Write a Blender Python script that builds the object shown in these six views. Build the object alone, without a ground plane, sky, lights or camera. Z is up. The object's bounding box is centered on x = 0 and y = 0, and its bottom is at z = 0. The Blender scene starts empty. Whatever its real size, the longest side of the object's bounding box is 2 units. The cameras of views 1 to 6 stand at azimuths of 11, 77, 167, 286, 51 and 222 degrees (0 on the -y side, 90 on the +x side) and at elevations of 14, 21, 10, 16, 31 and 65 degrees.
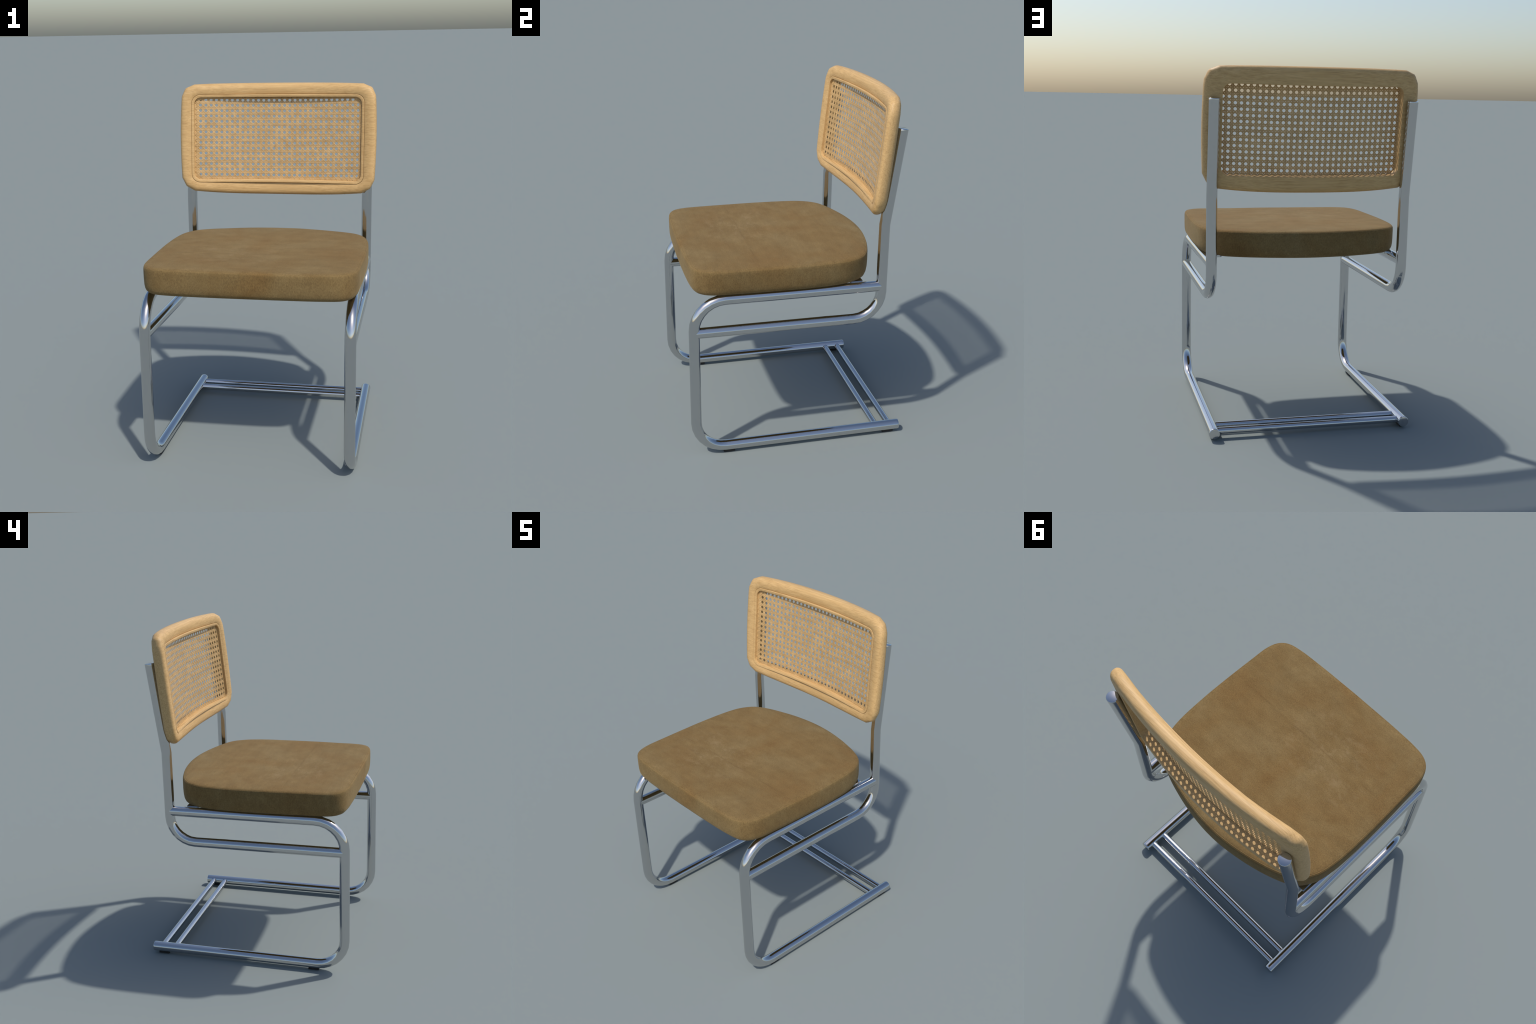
import bpy, bmesh, math, random
from mathutils import Vector, noise

random.seed(7)
COL = bpy.context.scene.collection


# ------------------------------------------------------------------ helpers
def new_obj(name, verts, faces, mat, parent=None, smooth=True, sharp=None, loc=(0, 0, 0)):
    me = bpy.data.meshes.new(name)
    me.from_pydata([tuple(v) for v in verts], [], faces)
    bm = bmesh.new()
    bm.from_mesh(me)
    bmesh.ops.recalc_face_normals(bm, faces=bm.faces)
    bm.to_mesh(me)
    bm.free()
    me.materials.append(mat)
    if smooth:
        if sharp is None:
            me.shade_smooth()
        else:
            me.shade_smooth()
            me.set_sharp_from_angle(angle=math.radians(sharp))
    ob = bpy.data.objects.new(name, me)
    COL.objects.link(ob)
    ob.location = loc
    if parent is not None:
        ob.parent = parent
    return ob


def loft(loops, close_u=True, close_v=False, cap=False):
    """Quads between successive loops that all have the same point count."""
    n = len(loops[0])
    verts = [p for l in loops for p in l]
    faces = []
    m = len(loops)
    for i in range(m if close_v else m - 1):
        a, b = i * n, ((i + 1) % m) * n
        for j in range(n if close_u else n - 1):
            k = (j + 1) % n
            faces.append((a + j, a + k, b + k, b + j))
    if cap:
        faces.append(tuple(range(n)))
        faces.append(tuple(range((m - 1) * n, m * n)))
    return verts, faces


def fillet_path(pts, radii, seg):
    """2D polyline with round bends; returns list of 2D points."""
    out = [Vector(pts[0])]
    for i in range(1, len(pts) - 1):
        a, p, b = Vector(pts[i - 1]), Vector(pts[i]), Vector(pts[i + 1])
        u, v = (a - p).normalized(), (b - p).normalized()
        ang = u.angle(v)
        r = radii[i - 1]
        if r == 0:
            out.append(p)          # a plain crease in the tube, no bend radius
            continue
        t = r / math.tan(ang / 2)
        c = p + (u + v).normalized() * (r / math.sin(ang / 2))
        s0, s1 = p + u * t - c, p + v * t - c
        sweep = math.pi - ang
        sgn = 1 if s0.x * s1.y - s0.y * s1.x > 0 else -1
        n = max(2, int(round(seg * sweep / (math.pi / 2))))
        for k in range(n + 1):
            q = sgn * sweep * k / n
            out.append(c + Vector((s0.x * math.cos(q) - s0.y * math.sin(q),
                                   s0.x * math.sin(q) + s0.y * math.cos(q))))
    out.append(Vector(pts[-1]))
    # short support spans keep the straight runs shading straight
    crease = next((Vector(p) for p, r in zip(pts[1:], radii) if r == 0), Vector((99, 99)))
    res = [out[0]]
    for i, (p, q) in enumerate(zip(out, out[1:])):
        d = (q - p).length
        if d > 0.08:
            t = (q - p) / d
            if i > 0 and (p - crease).length > 1e-6:
                res.append(p + t * 0.012)
            elif i == 0:
                res.append(p + t * 0.012)
            if (q - crease).length > 1e-6:
                res.append(q - t * 0.012)
        res.append(q)
    return res


def tube_yz(name, x, path, r, mat, parent, cap_round=(0, 0), sides=28):
    """Round tube in a plane x = const along a list of (y, z) points."""
    loops = []
    n = len(path)

    def ring(p, t, rad):
        nrm = Vector((-t.y, t.x))
        return [(x + rad * math.cos(a), p.x + nrm.x * rad * math.sin(a), p.y + nrm.y * rad * math.sin(a))
                for a in (2 * math.pi * k / sides for k in range(sides))]
    for i, p in enumerate(path):
        if i == 0:
            t = (path[1] - p).normalized(); f = 1
        elif i == n - 1:
            t = (p - path[i - 1]).normalized(); f = 1
        else:
            t0, t1 = (p - path[i - 1]).normalized(), (path[i + 1] - p).normalized()
            t = (t0 + t1).normalized(); f = 1
        if i == 0 and cap_round[0]:
            e = cap_round[0]
            loops.append(ring(p, t, r - e))
            loops.append(ring(p + t * e * 0.3, t, r - e * 0.3))
            loops.append(ring(p + t * e, t, r))
        elif i == n - 1 and cap_round[1]:
            e = cap_round[1]
            loops.append(ring(p - t * e, t, r))
            loops.append(ring(p - t * e * 0.3, t, r - e * 0.3))
            loops.append(ring(p, t, r - e))
        else:
            loops.append(ring(p, t, r))
    v, f = loft(loops, cap=True)
    return new_obj(name, v, f, mat, parent, sharp=50)


# ------------------------------------------------------------------ materials
def mat_base(name):
    m = bpy.data.materials.new(name)
    m.use_nodes = True
    nt = m.node_tree
    nt.nodes.clear()
    out = nt.nodes.new('ShaderNodeOutputMaterial')
    b = nt.nodes.new('ShaderNodeBsdfPrincipled')
    nt.links.new(b.outputs[0], out.inputs[0])
    return m, nt, b


def node(nt, kind, **kw):
    n = nt.nodes.new(kind)
    for k, v in kw.items():
        if k in n.inputs:
            n.inputs[k].default_value = v
        else:
            setattr(n, k, v)
    return n


def mapped(nt, scale, loc=(0, 0, 0), rot=(0, 0, 0)):
    tc = node(nt, 'ShaderNodeTexCoord')
    mp = node(nt, 'ShaderNodeMapping')
    mp.inputs['Scale'].default_value = scale
    mp.inputs['Location'].default_value = loc
    mp.inputs['Rotation'].default_value = rot
    nt.links.new(tc.outputs['Object'], mp.inputs[0])
    return mp.outputs[0]


def noise_tex(nt, vec, scale, detail=3.0, rough=0.5, dist=0.0):
    n = node(nt, 'ShaderNodeTexNoise', Scale=scale, Detail=detail, Roughness=rough, Distortion=dist)
    nt.links.new(vec, n.inputs['Vector'])
    return n.outputs['Fac']


def ramp(nt, fac, stops):
    r = node(nt, 'ShaderNodeValToRGB')
    e = r.color_ramp.elements
    while len(e) < len(stops):
        e.new(0.5)
    for el, (p, c) in zip(e, stops):
        el.position = p
        el.color = (c[0], c[1], c[2], 1) if isinstance(c, tuple) else (c, c, c, 1)
    nt.links.new(fac, r.inputs[0])
    return r.outputs[0]


def mix(nt, fac, a, b, mode='MIX'):
    m = node(nt, 'ShaderNodeMix', data_type='RGBA', blend_type=mode)
    for i, s in ((0, fac), (6, a), (7, b)):
        if isinstance(s, (int, float)):
            m.inputs[i].default_value = s
        elif isinstance(s, tuple):
            m.inputs[i].default_value = (*s, 1)
        else:
            nt.links.new(s, m.inputs[i])
    return m.outputs[2]


def math_node(nt, op, a, b=None, c=None):
    m = node(nt, 'ShaderNodeMath', operation=op)
    for i, s in enumerate((a, b, c)):
        if s is None:
            continue
        if isinstance(s, (int, float)):
            m.inputs[i].default_value = s
        else:
            nt.links.new(s, m.inputs[i])
    return m.outputs[0]


def bump(nt, bsdf, height, strength, distance):
    b = node(nt, 'ShaderNodeBump', Strength=strength, Distance=distance)
    nt.links.new(height, b.inputs['Height'])
    nt.links.new(b.outputs[0], bsdf.inputs['Normal'])


def make_wood(name, light, mid, dark):
    m, nt, b = mat_base(name)
    wob = noise_tex(nt, mapped(nt, (1.6, 1.6, 1.6)), 1.5, 2)
    fine = noise_tex(nt, mapped(nt, (1.5, 60, 66)), 2.4, 5, 0.68, 0.25)
    broad = noise_tex(nt, mapped(nt, (0.8, 62, 40), (3, 1, 7)), 1.5, 3, 0.55, 0.8)
    pores = noise_tex(nt, mapped(nt, (9, 120, 260)), 2.0, 2, 0.5)
    c1 = ramp(nt, fine, [(0.34, dark), (0.47, mid), (0.62, light)])
    c2 = ramp(nt, broad, [(0.30, dark), (0.5, mid), (0.7, light)])
    c = mix(nt, 0.45, c1, c2)
    c = mix(nt, 0.35, c, ramp(nt, pores, [(0.35, 0.62), (0.5, 1.0)]), 'MULTIPLY')
    c = mix(nt, 0.15, c, ramp(nt, wob, [(0.35, 0.75), (0.65, 1.0)]), 'MULTIPLY')
    nt.links.new(c, b.inputs['Base Color'])
    b.inputs['Roughness'].default_value = 0.5
    b.inputs['Specular IOR Level'].default_value = 0.3
    bump(nt, b, fine, 0.25, 0.002)
    return m


def make_cane():
    m, nt, b = mat_base('natural_cane')
    info = node(nt, 'ShaderNodeObjectInfo')
    n1 = noise_tex(nt, mapped(nt, (14, 14, 14)), 2.2, 3, 0.55)
    n2 = noise_tex(nt, mapped(nt, (3, 10, 24)), 1.2, 2, 0.5)
    c = ramp(nt, n1, [(0.3, (0.50, 0.305, 0.120)), (0.5, (0.575, 0.362, 0.151)), (0.72, (0.64, 0.415, 0.188))])
    c = mix(nt, 0.5, c, ramp(nt, n2, [(0.32, 0.72), (0.62, 1.0)]), 'MULTIPLY')
    c = mix(nt, 0.5, c, ramp(nt, info.outputs['Random'], [(0.0, 0.82), (1.0, 1.0)]), 'MULTIPLY')
    knots = noise_tex(nt, mapped(nt, (1, 1, 1), (4, 2, 9)), 22, 1, 0.4)
    c = mix(nt, ramp(nt, knots, [(0.76, 0.0), (0.82, 0.6)]), c, (0.16, 0.075, 0.03))
    nt.links.new(c, b.inputs['Base Color'])
    b.inputs['Roughness'].default_value = 0.5
    return m


def make_chrome():
    m, nt, b = mat_base('polished_chrome')
    b.inputs['Metallic'].default_value = 1.0
    b.inputs['Base Color'].default_value = (0.60, 0.60, 0.60, 1)
    n = noise_tex(nt, mapped(nt, (1, 1, 1)), 9, 3, 0.6)
    r = ramp(nt, n, [(0.35, 0.07), (0.7, 0.10)])
    nt.links.new(r, b.inputs['Roughness'])
    return m


def make_rubber():
    m, nt, b = mat_base('brown_rubber')
    n = noise_tex(nt, mapped(nt, (1, 1, 1)), 60, 3)
    nt.links.new(ramp(nt, n, [(0.3, (0.013, 0.011, 0.011)), (0.7, (0.022, 0.019, 0.018))]), b.inputs['Base Color'])
    b.inputs['Roughness'].default_value = 0.7
    return m


def make_velvet():
    m, nt, b = mat_base('tan_velvet')
    big = noise_tex(nt, mapped(nt, (1.0, 1.0, 1.0), (1.3, 0.4, 2)), 3.2, 5, 0.6, 0.5)
    mid = noise_tex(nt, mapped(nt, (1.0, 1.3, 1.0), (5, 0, 0)), 10.0, 7, 0.76, 0.15)
    fine = noise_tex(nt, mapped(nt, (1, 1, 0.6)), 190, 3, 0.7)
    streak = noise_tex(nt, mapped(nt, (2.0, 26, 6), (0, 3, 1)), 1.6, 3, 0.55)
    c = ramp(nt, big, [(0.30, (0.172, 0.102, 0.037)), (0.50, (0.180, 0.116, 0.046)), (0.70, (0.196, 0.135, 0.059))])
    c = mix(nt, 0.65, c, ramp(nt, mid, [(0.30, (0.80, 0.76, 0.72)), (0.50, (1.0, 1.0, 1.0)), (0.70, (1.18, 1.21, 1.24))]), 'MULTIPLY')
    c = mix(nt, 0.65, c, ramp(nt, fine, [(0.3, 0.66), (0.7, 1.36)]), 'MULTIPLY')
    c = mix(nt, 0.30, c, ramp(nt, streak, [(0.36, 0.84), (0.55, 1.0), (0.72, 1.12)]), 'MULTIPLY')
    # worn pale rub marks, a patch left of the middle towards the front edge
    tc = node(nt, 'ShaderNodeTexCoord')
    sp = node(nt, 'ShaderNodeSeparateXYZ')
    nt.links.new(tc.outputs['Object'], sp.inputs[0])
    dx = math_node(nt, 'MULTIPLY', math_node(nt, 'ADD', sp.outputs[0], 0.14), 2.6)
    dy = math_node(nt, 'MULTIPLY', math_node(nt, 'ADD', sp.outputs[1], 0.20), 3.0)
    d2 = math_node(nt, 'ADD', math_node(nt, 'MULTIPLY', dx, dx), math_node(nt, 'MULTIPLY', dy, dy))
    near = ramp(nt, d2, [(0.0, 1.0), (0.9, 0.0)])
    rub = noise_tex(nt, mapped(nt, (1.0, 1.6, 1.0), (2, 7, 0)), 12, 7, 0.76, 0.2)
    rubm = math_node(nt, 'MULTIPLY', ramp(nt, rub, [(0.50, 0.0), (0.64, 1.0)]), near)
    c = mix(nt, math_node(nt, 'MULTIPLY', rubm, 0.45), c, (0.275, 0.195, 0.102))
    # fold line across the cushion, its crease shade painted as a broken dark line
    wav = noise_tex(nt, mapped(nt, (3.0, 0.2, 0.2)), 1.0, 2)
    yy = math_node(nt, 'ADD', sp.outputs[1], math_node(nt, 'MULTIPLY_ADD', wav, 0.03, 0.206))
    line = ramp(nt, math_node(nt, 'ABSOLUTE', yy), [(0.0, 1.0), (0.006, 0.0)])
    brk = ramp(nt, noise_tex(nt, mapped(nt, (4.0, 0.3, 0.3), (8, 0, 0)), 1.6, 2), [(0.42, 0.0), (0.58, 1.0)])
    lm = math_node(nt, 'MULTIPLY', line, brk)
    c = mix(nt, math_node(nt, 'MULTIPLY', lm, 0.35), c, (0.11, 0.064, 0.025))
    nt.links.new(c, b.inputs['Base Color'])
    b.inputs['Roughness'].default_value = 0.95
    b.inputs['Specular IOR Level'].default_value = 0.15
    b.inputs['Sheen Weight'].default_value = 0.15
    b.inputs['Sheen Roughness'].default_value = 0.45
    b.inputs['Sheen Tint'].default_value = (0.85, 0.70, 0.42, 1)
    weave = noise_tex(nt, mapped(nt, (1, 1, 0.45)), 240, 2, 0.6)
    bump(nt, b, weave, 0.35, 0.0015)
    return m


WOOD = make_wood('beech_wood', (0.67, 0.442, 0.205), (0.58, 0.368, 0.155), (0.46, 0.275, 0.108))
CANE = make_cane()
CHROME = make_chrome()
RUBBER = make_rubber()
VELVET = make_velvet()

# ------------------------------------------------------------------ the chair
chair = bpy.data.objects.new('cantilever_chair', None)
COL.objects.link(chair)
chair['label'] = 'chrome cantilever dining chair, tan velvet cushion, woven cane back'
chair['category'] = 'dining chair'

TX = 0.541      # x of the tube planes
TR = 0.0298     # tube radius
Z_RUN = 0.0400
Z_RAIL = 0.9455

leg_path = fillet_path([(0.616, Z_RUN), (-0.590, Z_RUN), (-0.587, Z_RAIL), (0.468, Z_RAIL)], (0.165, 0.175), 7)
up_path = fillet_path([(0.544, 1.832), (0.470, 1.305), (0.467, 0.758), (-0.587, 0.760)], (0.0, 0.155), 7)

for s in (1, -1):
    tube_yz('cantilever_leg', s * TX, leg_path, TR, CHROME, chair, (0.003, 0))
    tube_yz('back_upright', s * TX, up_path, TR, CHROME, chair, (0.003, 0))
    for y0, y1 in ((-0.437, -0.371), (0.517, 0.585)):
        # low pad hugging the underside of the runner
        bm = bmesh.new()
        bmesh.ops.create_cube(bm, size=1.0)
        for v in bm.verts:
            k = 1.0 if v.co.z < 0 else 0.86
            v.co = Vector((v.co.x * 0.026, v.co.y * (y1 - y0) * k, v.co.z * 0.024))
        bmesh.ops.bevel(bm, geom=[e for e in bm.edges], offset=0.002, segments=2, affect='EDGES')
        me = bpy.data.meshes.new('foot_pad')
        bm.to_mesh(me); bm.free()
        me.materials.append(RUBBER)
        ob = bpy.data.objects.new('foot_pad', me)
        ob.location = (s * TX, (y0 + y1) / 2, 0.012)
        COL.objects.link(ob)
        ob.parent = chair
    # flat tab that carries the cushion beside the rail
    bm = bmesh.new()
    x0, x1, ya, yb, ch = 0.467, 0.527, 0.29, 0.364, 0.009
    outl = [(x0 + ch, ya), (x1, ya), (x1, yb - 0.002), (x1 - ch, yb), (x0 + ch, yb), (x0, yb - ch), (x0, ya + ch)]
    lo = [bm.verts.new((s * a, b_, 0.966)) for a, b_ in outl]
    hi = [bm.verts.new((s * a, b_, 0.9785)) for a, b_ in outl]
    bm.faces.new(lo); bm.faces.new(hi)
    for i in range(7):
        j = (i + 1) % 7
        bm.faces.new((lo[i], lo[j], hi[j], hi[i]))
    bmesh.ops.recalc_face_normals(bm, faces=bm.faces)
    me = bpy.data.meshes.new('seat_bracket')
    bm.to_mesh(me); bm.free()
    me.materials.append(CHROME)
    ob = bpy.data.objects.new('seat_bracket', me)
    COL.objects.link(ob)
    ob.parent = chair

BR = 0.0193
for y in (0.480, 0.564):
    sides = 20
    loops = []
    for xx in (-TX + 0.01, TX - 0.01):
        loops.append([(xx, y + BR * math.cos(2 * math.pi * k / sides), 0.0388 + BR * math.sin(2 * math.pi * k / sides))
                      for k in range(sides)])
    v, f = loft(loops, cap=True)
    new_obj('crossbar', v, f, CHROME, chair, sharp=50)


# ------------------------------------------------------------------ cushion
def smooth_closed(ctrl, per):
    """Closed Catmull-Rom (centripetal-ish) through the control points."""
    out = []
    n = len(ctrl)
    for i in range(n):
        p0, p1, p2, p3 = (Vector(ctrl[(i + k - 1) % n]) for k in range(4))
        for k in range(per):
            t = k / per
            out.append(0.5 * ((2 * p1) + (p2 - p0) * t + (2 * p0 - 5 * p1 + 4 * p2 - p3) * t * t
                              + (3 * p1 - p0 - 3 * p2 + p3) * t ** 3))
    return out


half = [(0.13, -0.5985), (0.28, -0.596), (0.41, -0.589), (0.493, -0.573), (0.543, -0.531), (0.567, -0.458),
        (0.573, -0.34), (0.578, -0.18), (0.580, -0.02), (0.576, 0.12), (0.563, 0.235), (0.538, 0.312),
        (0.487, 0.380), (0.40, 0.427), (0.27, 0.467), (0.13, 0.493)]
outline = [(0.0, -0.599)] + half + [(0.0, 0.502)] + [(-a, b) for a, b in reversed(half)]
plan = smooth_closed([(a * 1.005, b - 0.001 + 0.004 * b) for a, b in outline], 8)
NP = len(plan)


def inset_plan(d):
    """Plan contour moved inwards by d (normals smoothed over neighbours)."""
    res = []
    for i in range(NP):
        t = (plan[(i + 2) % NP] - plan[(i - 2) % NP]).normalized()
        nrm = Vector((-t.y, t.x))
        res.append(plan[i] + nrm * d)
    return res


def scale_plan(base, k):
    c = Vector((0.0, -0.05))
    return [c + (p - c) * k for p in base]


section = [(0.075, 0.9685), (0.042, 0.9695), (0.028, 0.9725), (0.017, 0.978), (0.009, 0.986), (0.004, 0.998), (0.0012, 1.016),
           (0.000, 1.045), (0.0, 1.075), (0.0002, 1.095), (0.0012, 1.1060), (0.0030, 1.1112),
           (0.0046, 1.1132), (0.0056, 1.1131), (0.0064, 1.1150), (0.0082, 1.1168), (0.0105, 1.1173), (0.0116, 1.1166), (0.0128, 1.1176),
           (0.020, 1.1193), (0.034, 1.1206), (0.055, 1.1218), (0.085, 1.1225)]
rings = []
for d, z in section:
    rings.append([(p.x, p.y, z) for p in inset_plan(d)])
inner = inset_plan(0.085)
for k in (0.86, 0.72, 0.58, 0.44, 0.30, 0.16):
    rings.append([(p.x, p.y, 1.1232 - 0.0007 * k ** 3) for p in scale_plan(inner, k)])
low = inset_plan(0.075)
under = [[(p.x, p.y, 0.9685) for p in scale_plan(low, k)] for k in (0.4, 0.8)]
rings = under + rings
for r in rings:
    for i, (x, y, z) in enumerate(r):
        dz = 0.0018 * noise.noise(Vector((x * 4.0, y * 4.0, 3.0))) if z > 1.05 else 0.0
        dx = 0.0015 * noise.noise(Vector((x * 9.0, y * 9.0, z * 9.0)))
        r[i] = (x * (1 + dx), y * (1 + dx), z + dz)
v, f = loft(rings, cap=True)
cushion = new_obj('seat_cushion', v, f, VELVET, chair)


# ------------------------------------------------------------------ backrest
ZC = 1.6665


def mid_y(x, z):
    return 0.547 + 0.104 * (z - 1.96) - 0.19 * x * x


def on_back(x, z, off):
    return (x, mid_y(x, z) + off, z)


NC, NS, NT = 9, 14, 30    # points per corner, per side, per top/bottom run


def resample(pts, n):
    ls = [0.0]
    for a, b in zip(pts, pts[1:]):
        ls.append(ls[-1] + (Vector(b) - Vector(a)).length)
    out = []
    for k in range(n):
        t = ls[-1] * k / (n - 1)
        i = 0
        while i < len(pts) - 2 and ls[i + 1] < t:
            i += 1
        w = (t - ls[i]) / (ls[i + 1] - ls[i])
        out.append(tuple(Vector(pts[i]).lerp(Vector(pts[i + 1]), w)))
    return out


def assemble(tr, br, top, side, bot):
    """Full contour from right-hand corners (clockwise from top middle-left)."""
    right = tr + side + br
    left = [(-x, z) for x, z in reversed(right)]
    return top + right + bot + left


def outer_contour(d):
    # rounded corners made of three short flats, as on the milled frame
    sx, sz = 1 - d / 0.595, 1 - d / 0.333
    tr = resample([(0.512, 1.9955), (0.565, 1.974), (0.587, 1.928)], NC)
    br = resample([(0.588, 1.434), (0.563, 1.383), (0.512, 1.3535)], NC)
    side = [(0.5877 + 0.0078 * math.sin(math.pi * k / (NS + 1)) ** 0.8, 1.928 + (1.434 - 1.928) * k / (NS + 1)) for k in range(1, NS + 1)]
    top, bot = [], []
    for k in range(1, NT + 1):
        u = -1 + 2 * k / (NT + 1)
        top.append((0.512 * u, 2.0 - 0.0045 * abs(u) ** 4))
        bot.append((-0.512 * u, 1.3330 + 0.0205 * abs(u) ** 3))
    c = assemble(tr, br, top, side, bot)
    return [(x * sx, ZC + (z - ZC) * sz) for x, z in c]


def round_contour(hx, z0, z1, r, sag=0.0):
    def arc(cx, cz, a0, a1):
        return [(cx + r * math.cos(a0 + (a1 - a0) * k / (NC - 1)), cz + r * math.sin(a0 + (a1 - a0) * k / (NC - 1))) for k in range(NC)]
    tr = arc(hx - r, z1 - r, math.pi / 2, 0)
    br = arc(hx - r, z0 + r, 0, -math.pi / 2)
    side = [(hx, (z1 - r) + (z0 + r - z1 + r) * k / (NS + 1)) for k in range(1, NS + 1)]
    top, bot = [], []
    for k in range(1, NT + 1):
        u = -1 + 2 * k / (NT + 1)
        top.append(((hx - r) * u, z1))
        bot.append((-(hx - r) * u, z0))
    c = assemble(tr, br, top, side, bot)
    return [(x, z - sag * max(0.0, 0.2 - x * x)) for x, z in c]


def proud(x):
    """The woven insert bows less than the frame, so it stands proud in the middle."""
    return -0.010 * max(0.0, 1 - (x / 0.5) ** 2)


def cane_off(x):
    return -0.0165 - 0.021 * x * x


G = dict(hx=0.5245, z0=1.4085, z1=1.9365, r=0.052)
opening = round_contour(0.4945, 1.424, 1.9045, 0.043, 0.02)
opening2 = round_contour(0.4965, 1.422, 1.9065, 0.045, 0.02)
opening_front = round_contour(0.4915, 1.4305, 1.9095, 0.043, 0.02)
groove = round_contour(**G)
groove2 = round_contour(0.5265, 1.4065, 1.9385, 0.054)
prof = [(opening_front, lambda x: cane_off(x) + 0.0012), (opening, 0.033), (opening2, 0.035),
        (outer_contour(0.030), 0.035), (outer_contour(0.020), 0.0335), (outer_contour(0.011), 0.0290), (outer_contour(0.0045), 0.0215),
        (outer_contour(0.001), 0.012), (outer_contour(0.0), 0.003), (outer_contour(0.0), -0.005),
        (outer_contour(0.0025), -0.0165), (outer_contour(0.008), -0.0255), (outer_contour(0.017), -0.0320), (outer_contour(0.030), -0.035),
        (groove2, -0.035), (groove, -0.0335), (groove, lambda x: cane_off(x) + 0.0012)]
loops = [[on_back(x, z, o(x) if callable(o) else o) for x, z in c] for c, o in prof]
v, f = loft(loops, close_v=True)
backrest = new_obj('backrest_frame', v, f, WOOD, chair, sharp=40)

# binding strip let into the groove round the cane
a = dict(hx=0.5228, z0=1.4102, z1=1.9348, r=0.0505)


def ring_at(dd):
    return round_contour(a['hx'] - dd, a['z0'] + dd, a['z1'] - dd, a['r'] - dd * 0.7)


prof = [(0.0, -0.0165), (0.0, -0.0345), (0.0015, -0.0360), (0.0135, -0.0360), (0.0155, -0.0345), (0.0160, -0.0165)]
loops = []
for i, (dd, o) in enumerate(prof):
    loops.append([on_back(x, z, o + proud(x) if 0 < i < 5 else cane_off(x) + 0.001) for x, z in ring_at(dd)])
v, f = loft(loops, close_v=True)
binding = new_obj('cane_binding', v, f, WOOD, backrest, sharp=40)

# ---- woven cane: paired uprights, paired crosswise strands and two sets of diagonals
P = 0.0320
HX0 = 0.0059      # x of the middle column of holes
HZ0 = 1.4568                   # z of the lowest row of holes
LX, LZ0, LZ1, LR = 0.5105, 1.4215, 1.9235, 0.045
PX = 0.03189


def inside(x, z):
    if abs(x) > LX or z < LZ0 or z > LZ1:
        return False
    cx, cz = LX - LR, None
    if abs(x) > cx:
        if z > LZ1 - LR:
            cz = LZ1 - LR
        elif z < LZ0 + LR:
            cz = LZ0 + LR
    return cz is None or (abs(x) - cx) ** 2 + (z - cz) ** 2 <= LR * LR


def strand(start, direction, length, width, depth, thick=0.0010):
    """Flat ribbon with a crowned face along a straight line of the panel; weaves with depth(x, z)."""
    dx, dz = direction
    step = P / 6
    n = int(length / step)
    pts = [(start[0] + dx * step * k, start[1] + dz * step * k) for k in range(n + 1)]
    pts = [p for p in pts if inside(*p)]
    if len(pts) < 4:
        return None
    nx, nz = -dz, dx
    loops = []
    cs = [(-0.5, 0.3), (-0.42, 1), (0, 1.35), (0.42, 1), (0.5, 0.3), (0.42, -0.6), (-0.42, -0.6)]
    for x, z in pts:
        base = cane_off(x) + depth(x, z)
        sag = -0.030 * (0.23 - x * x)
        loops.append([on_back(x + nx * width * a_, z + sag + nz * width * a_, base - thick * 0.5 * b_) for a_, b_ in cs])
    v, f = loft(loops, cap=True)
    return new_obj('cane_strand', v, f, CANE, backrest)


def cell(x, z):
    return (x - HX0) / PX, (z - HZ0) / P


AMP = 0.0003
for i in range(-17, 17):                      # upright pairs
    for e in (-0.121, 0.121):
        xx = HX0 + (i + 0.5 + e) * PX
        ph = 1 if e > 0 else -1
        strand((xx, LZ0 - 0.01), (0, 1), 0.54, 0.0067,
               lambda x, z, ph=ph: AMP * ph * math.cos(2 * math.pi * cell(x, z)[1]) + 0.0001)
for j in range(-2, 16):                       # crosswise pairs
    for e in (-0.128, 0.128):
        zz = HZ0 + (j + 0.5 + e) * P
        ph = 1 if e > 0 else -1
        strand((-LX - 0.01, zz), (1, 0), 1.05, 0.0066,
               lambda x, z, ph=ph: -AMP * ph * math.cos(2 * math.pi * cell(x, z)[0]))
R2 = math.sqrt(0.5)
for k in range(-20, 36):                      # diagonals
    q = k + 0.5
    # x/PX + z/P = q
    strand((HX0 + (q + 3) * PX, HZ0 - 3 * P), (-R2 * PX / P, R2), 0.9, 0.0062,
           lambda x, z: -0.0001 + AMP * math.sin(2 * math.pi * cell(x, z)[0]))
    q2 = k - 15 + 0.5
    strand((HX0 + (q2 - 3) * PX, HZ0 - 3 * P), (R2 * PX / P, R2), 0.9, 0.0062,
           lambda x, z: 0.0001 - AMP * math.sin(2 * math.pi * cell(x, z)[0]))
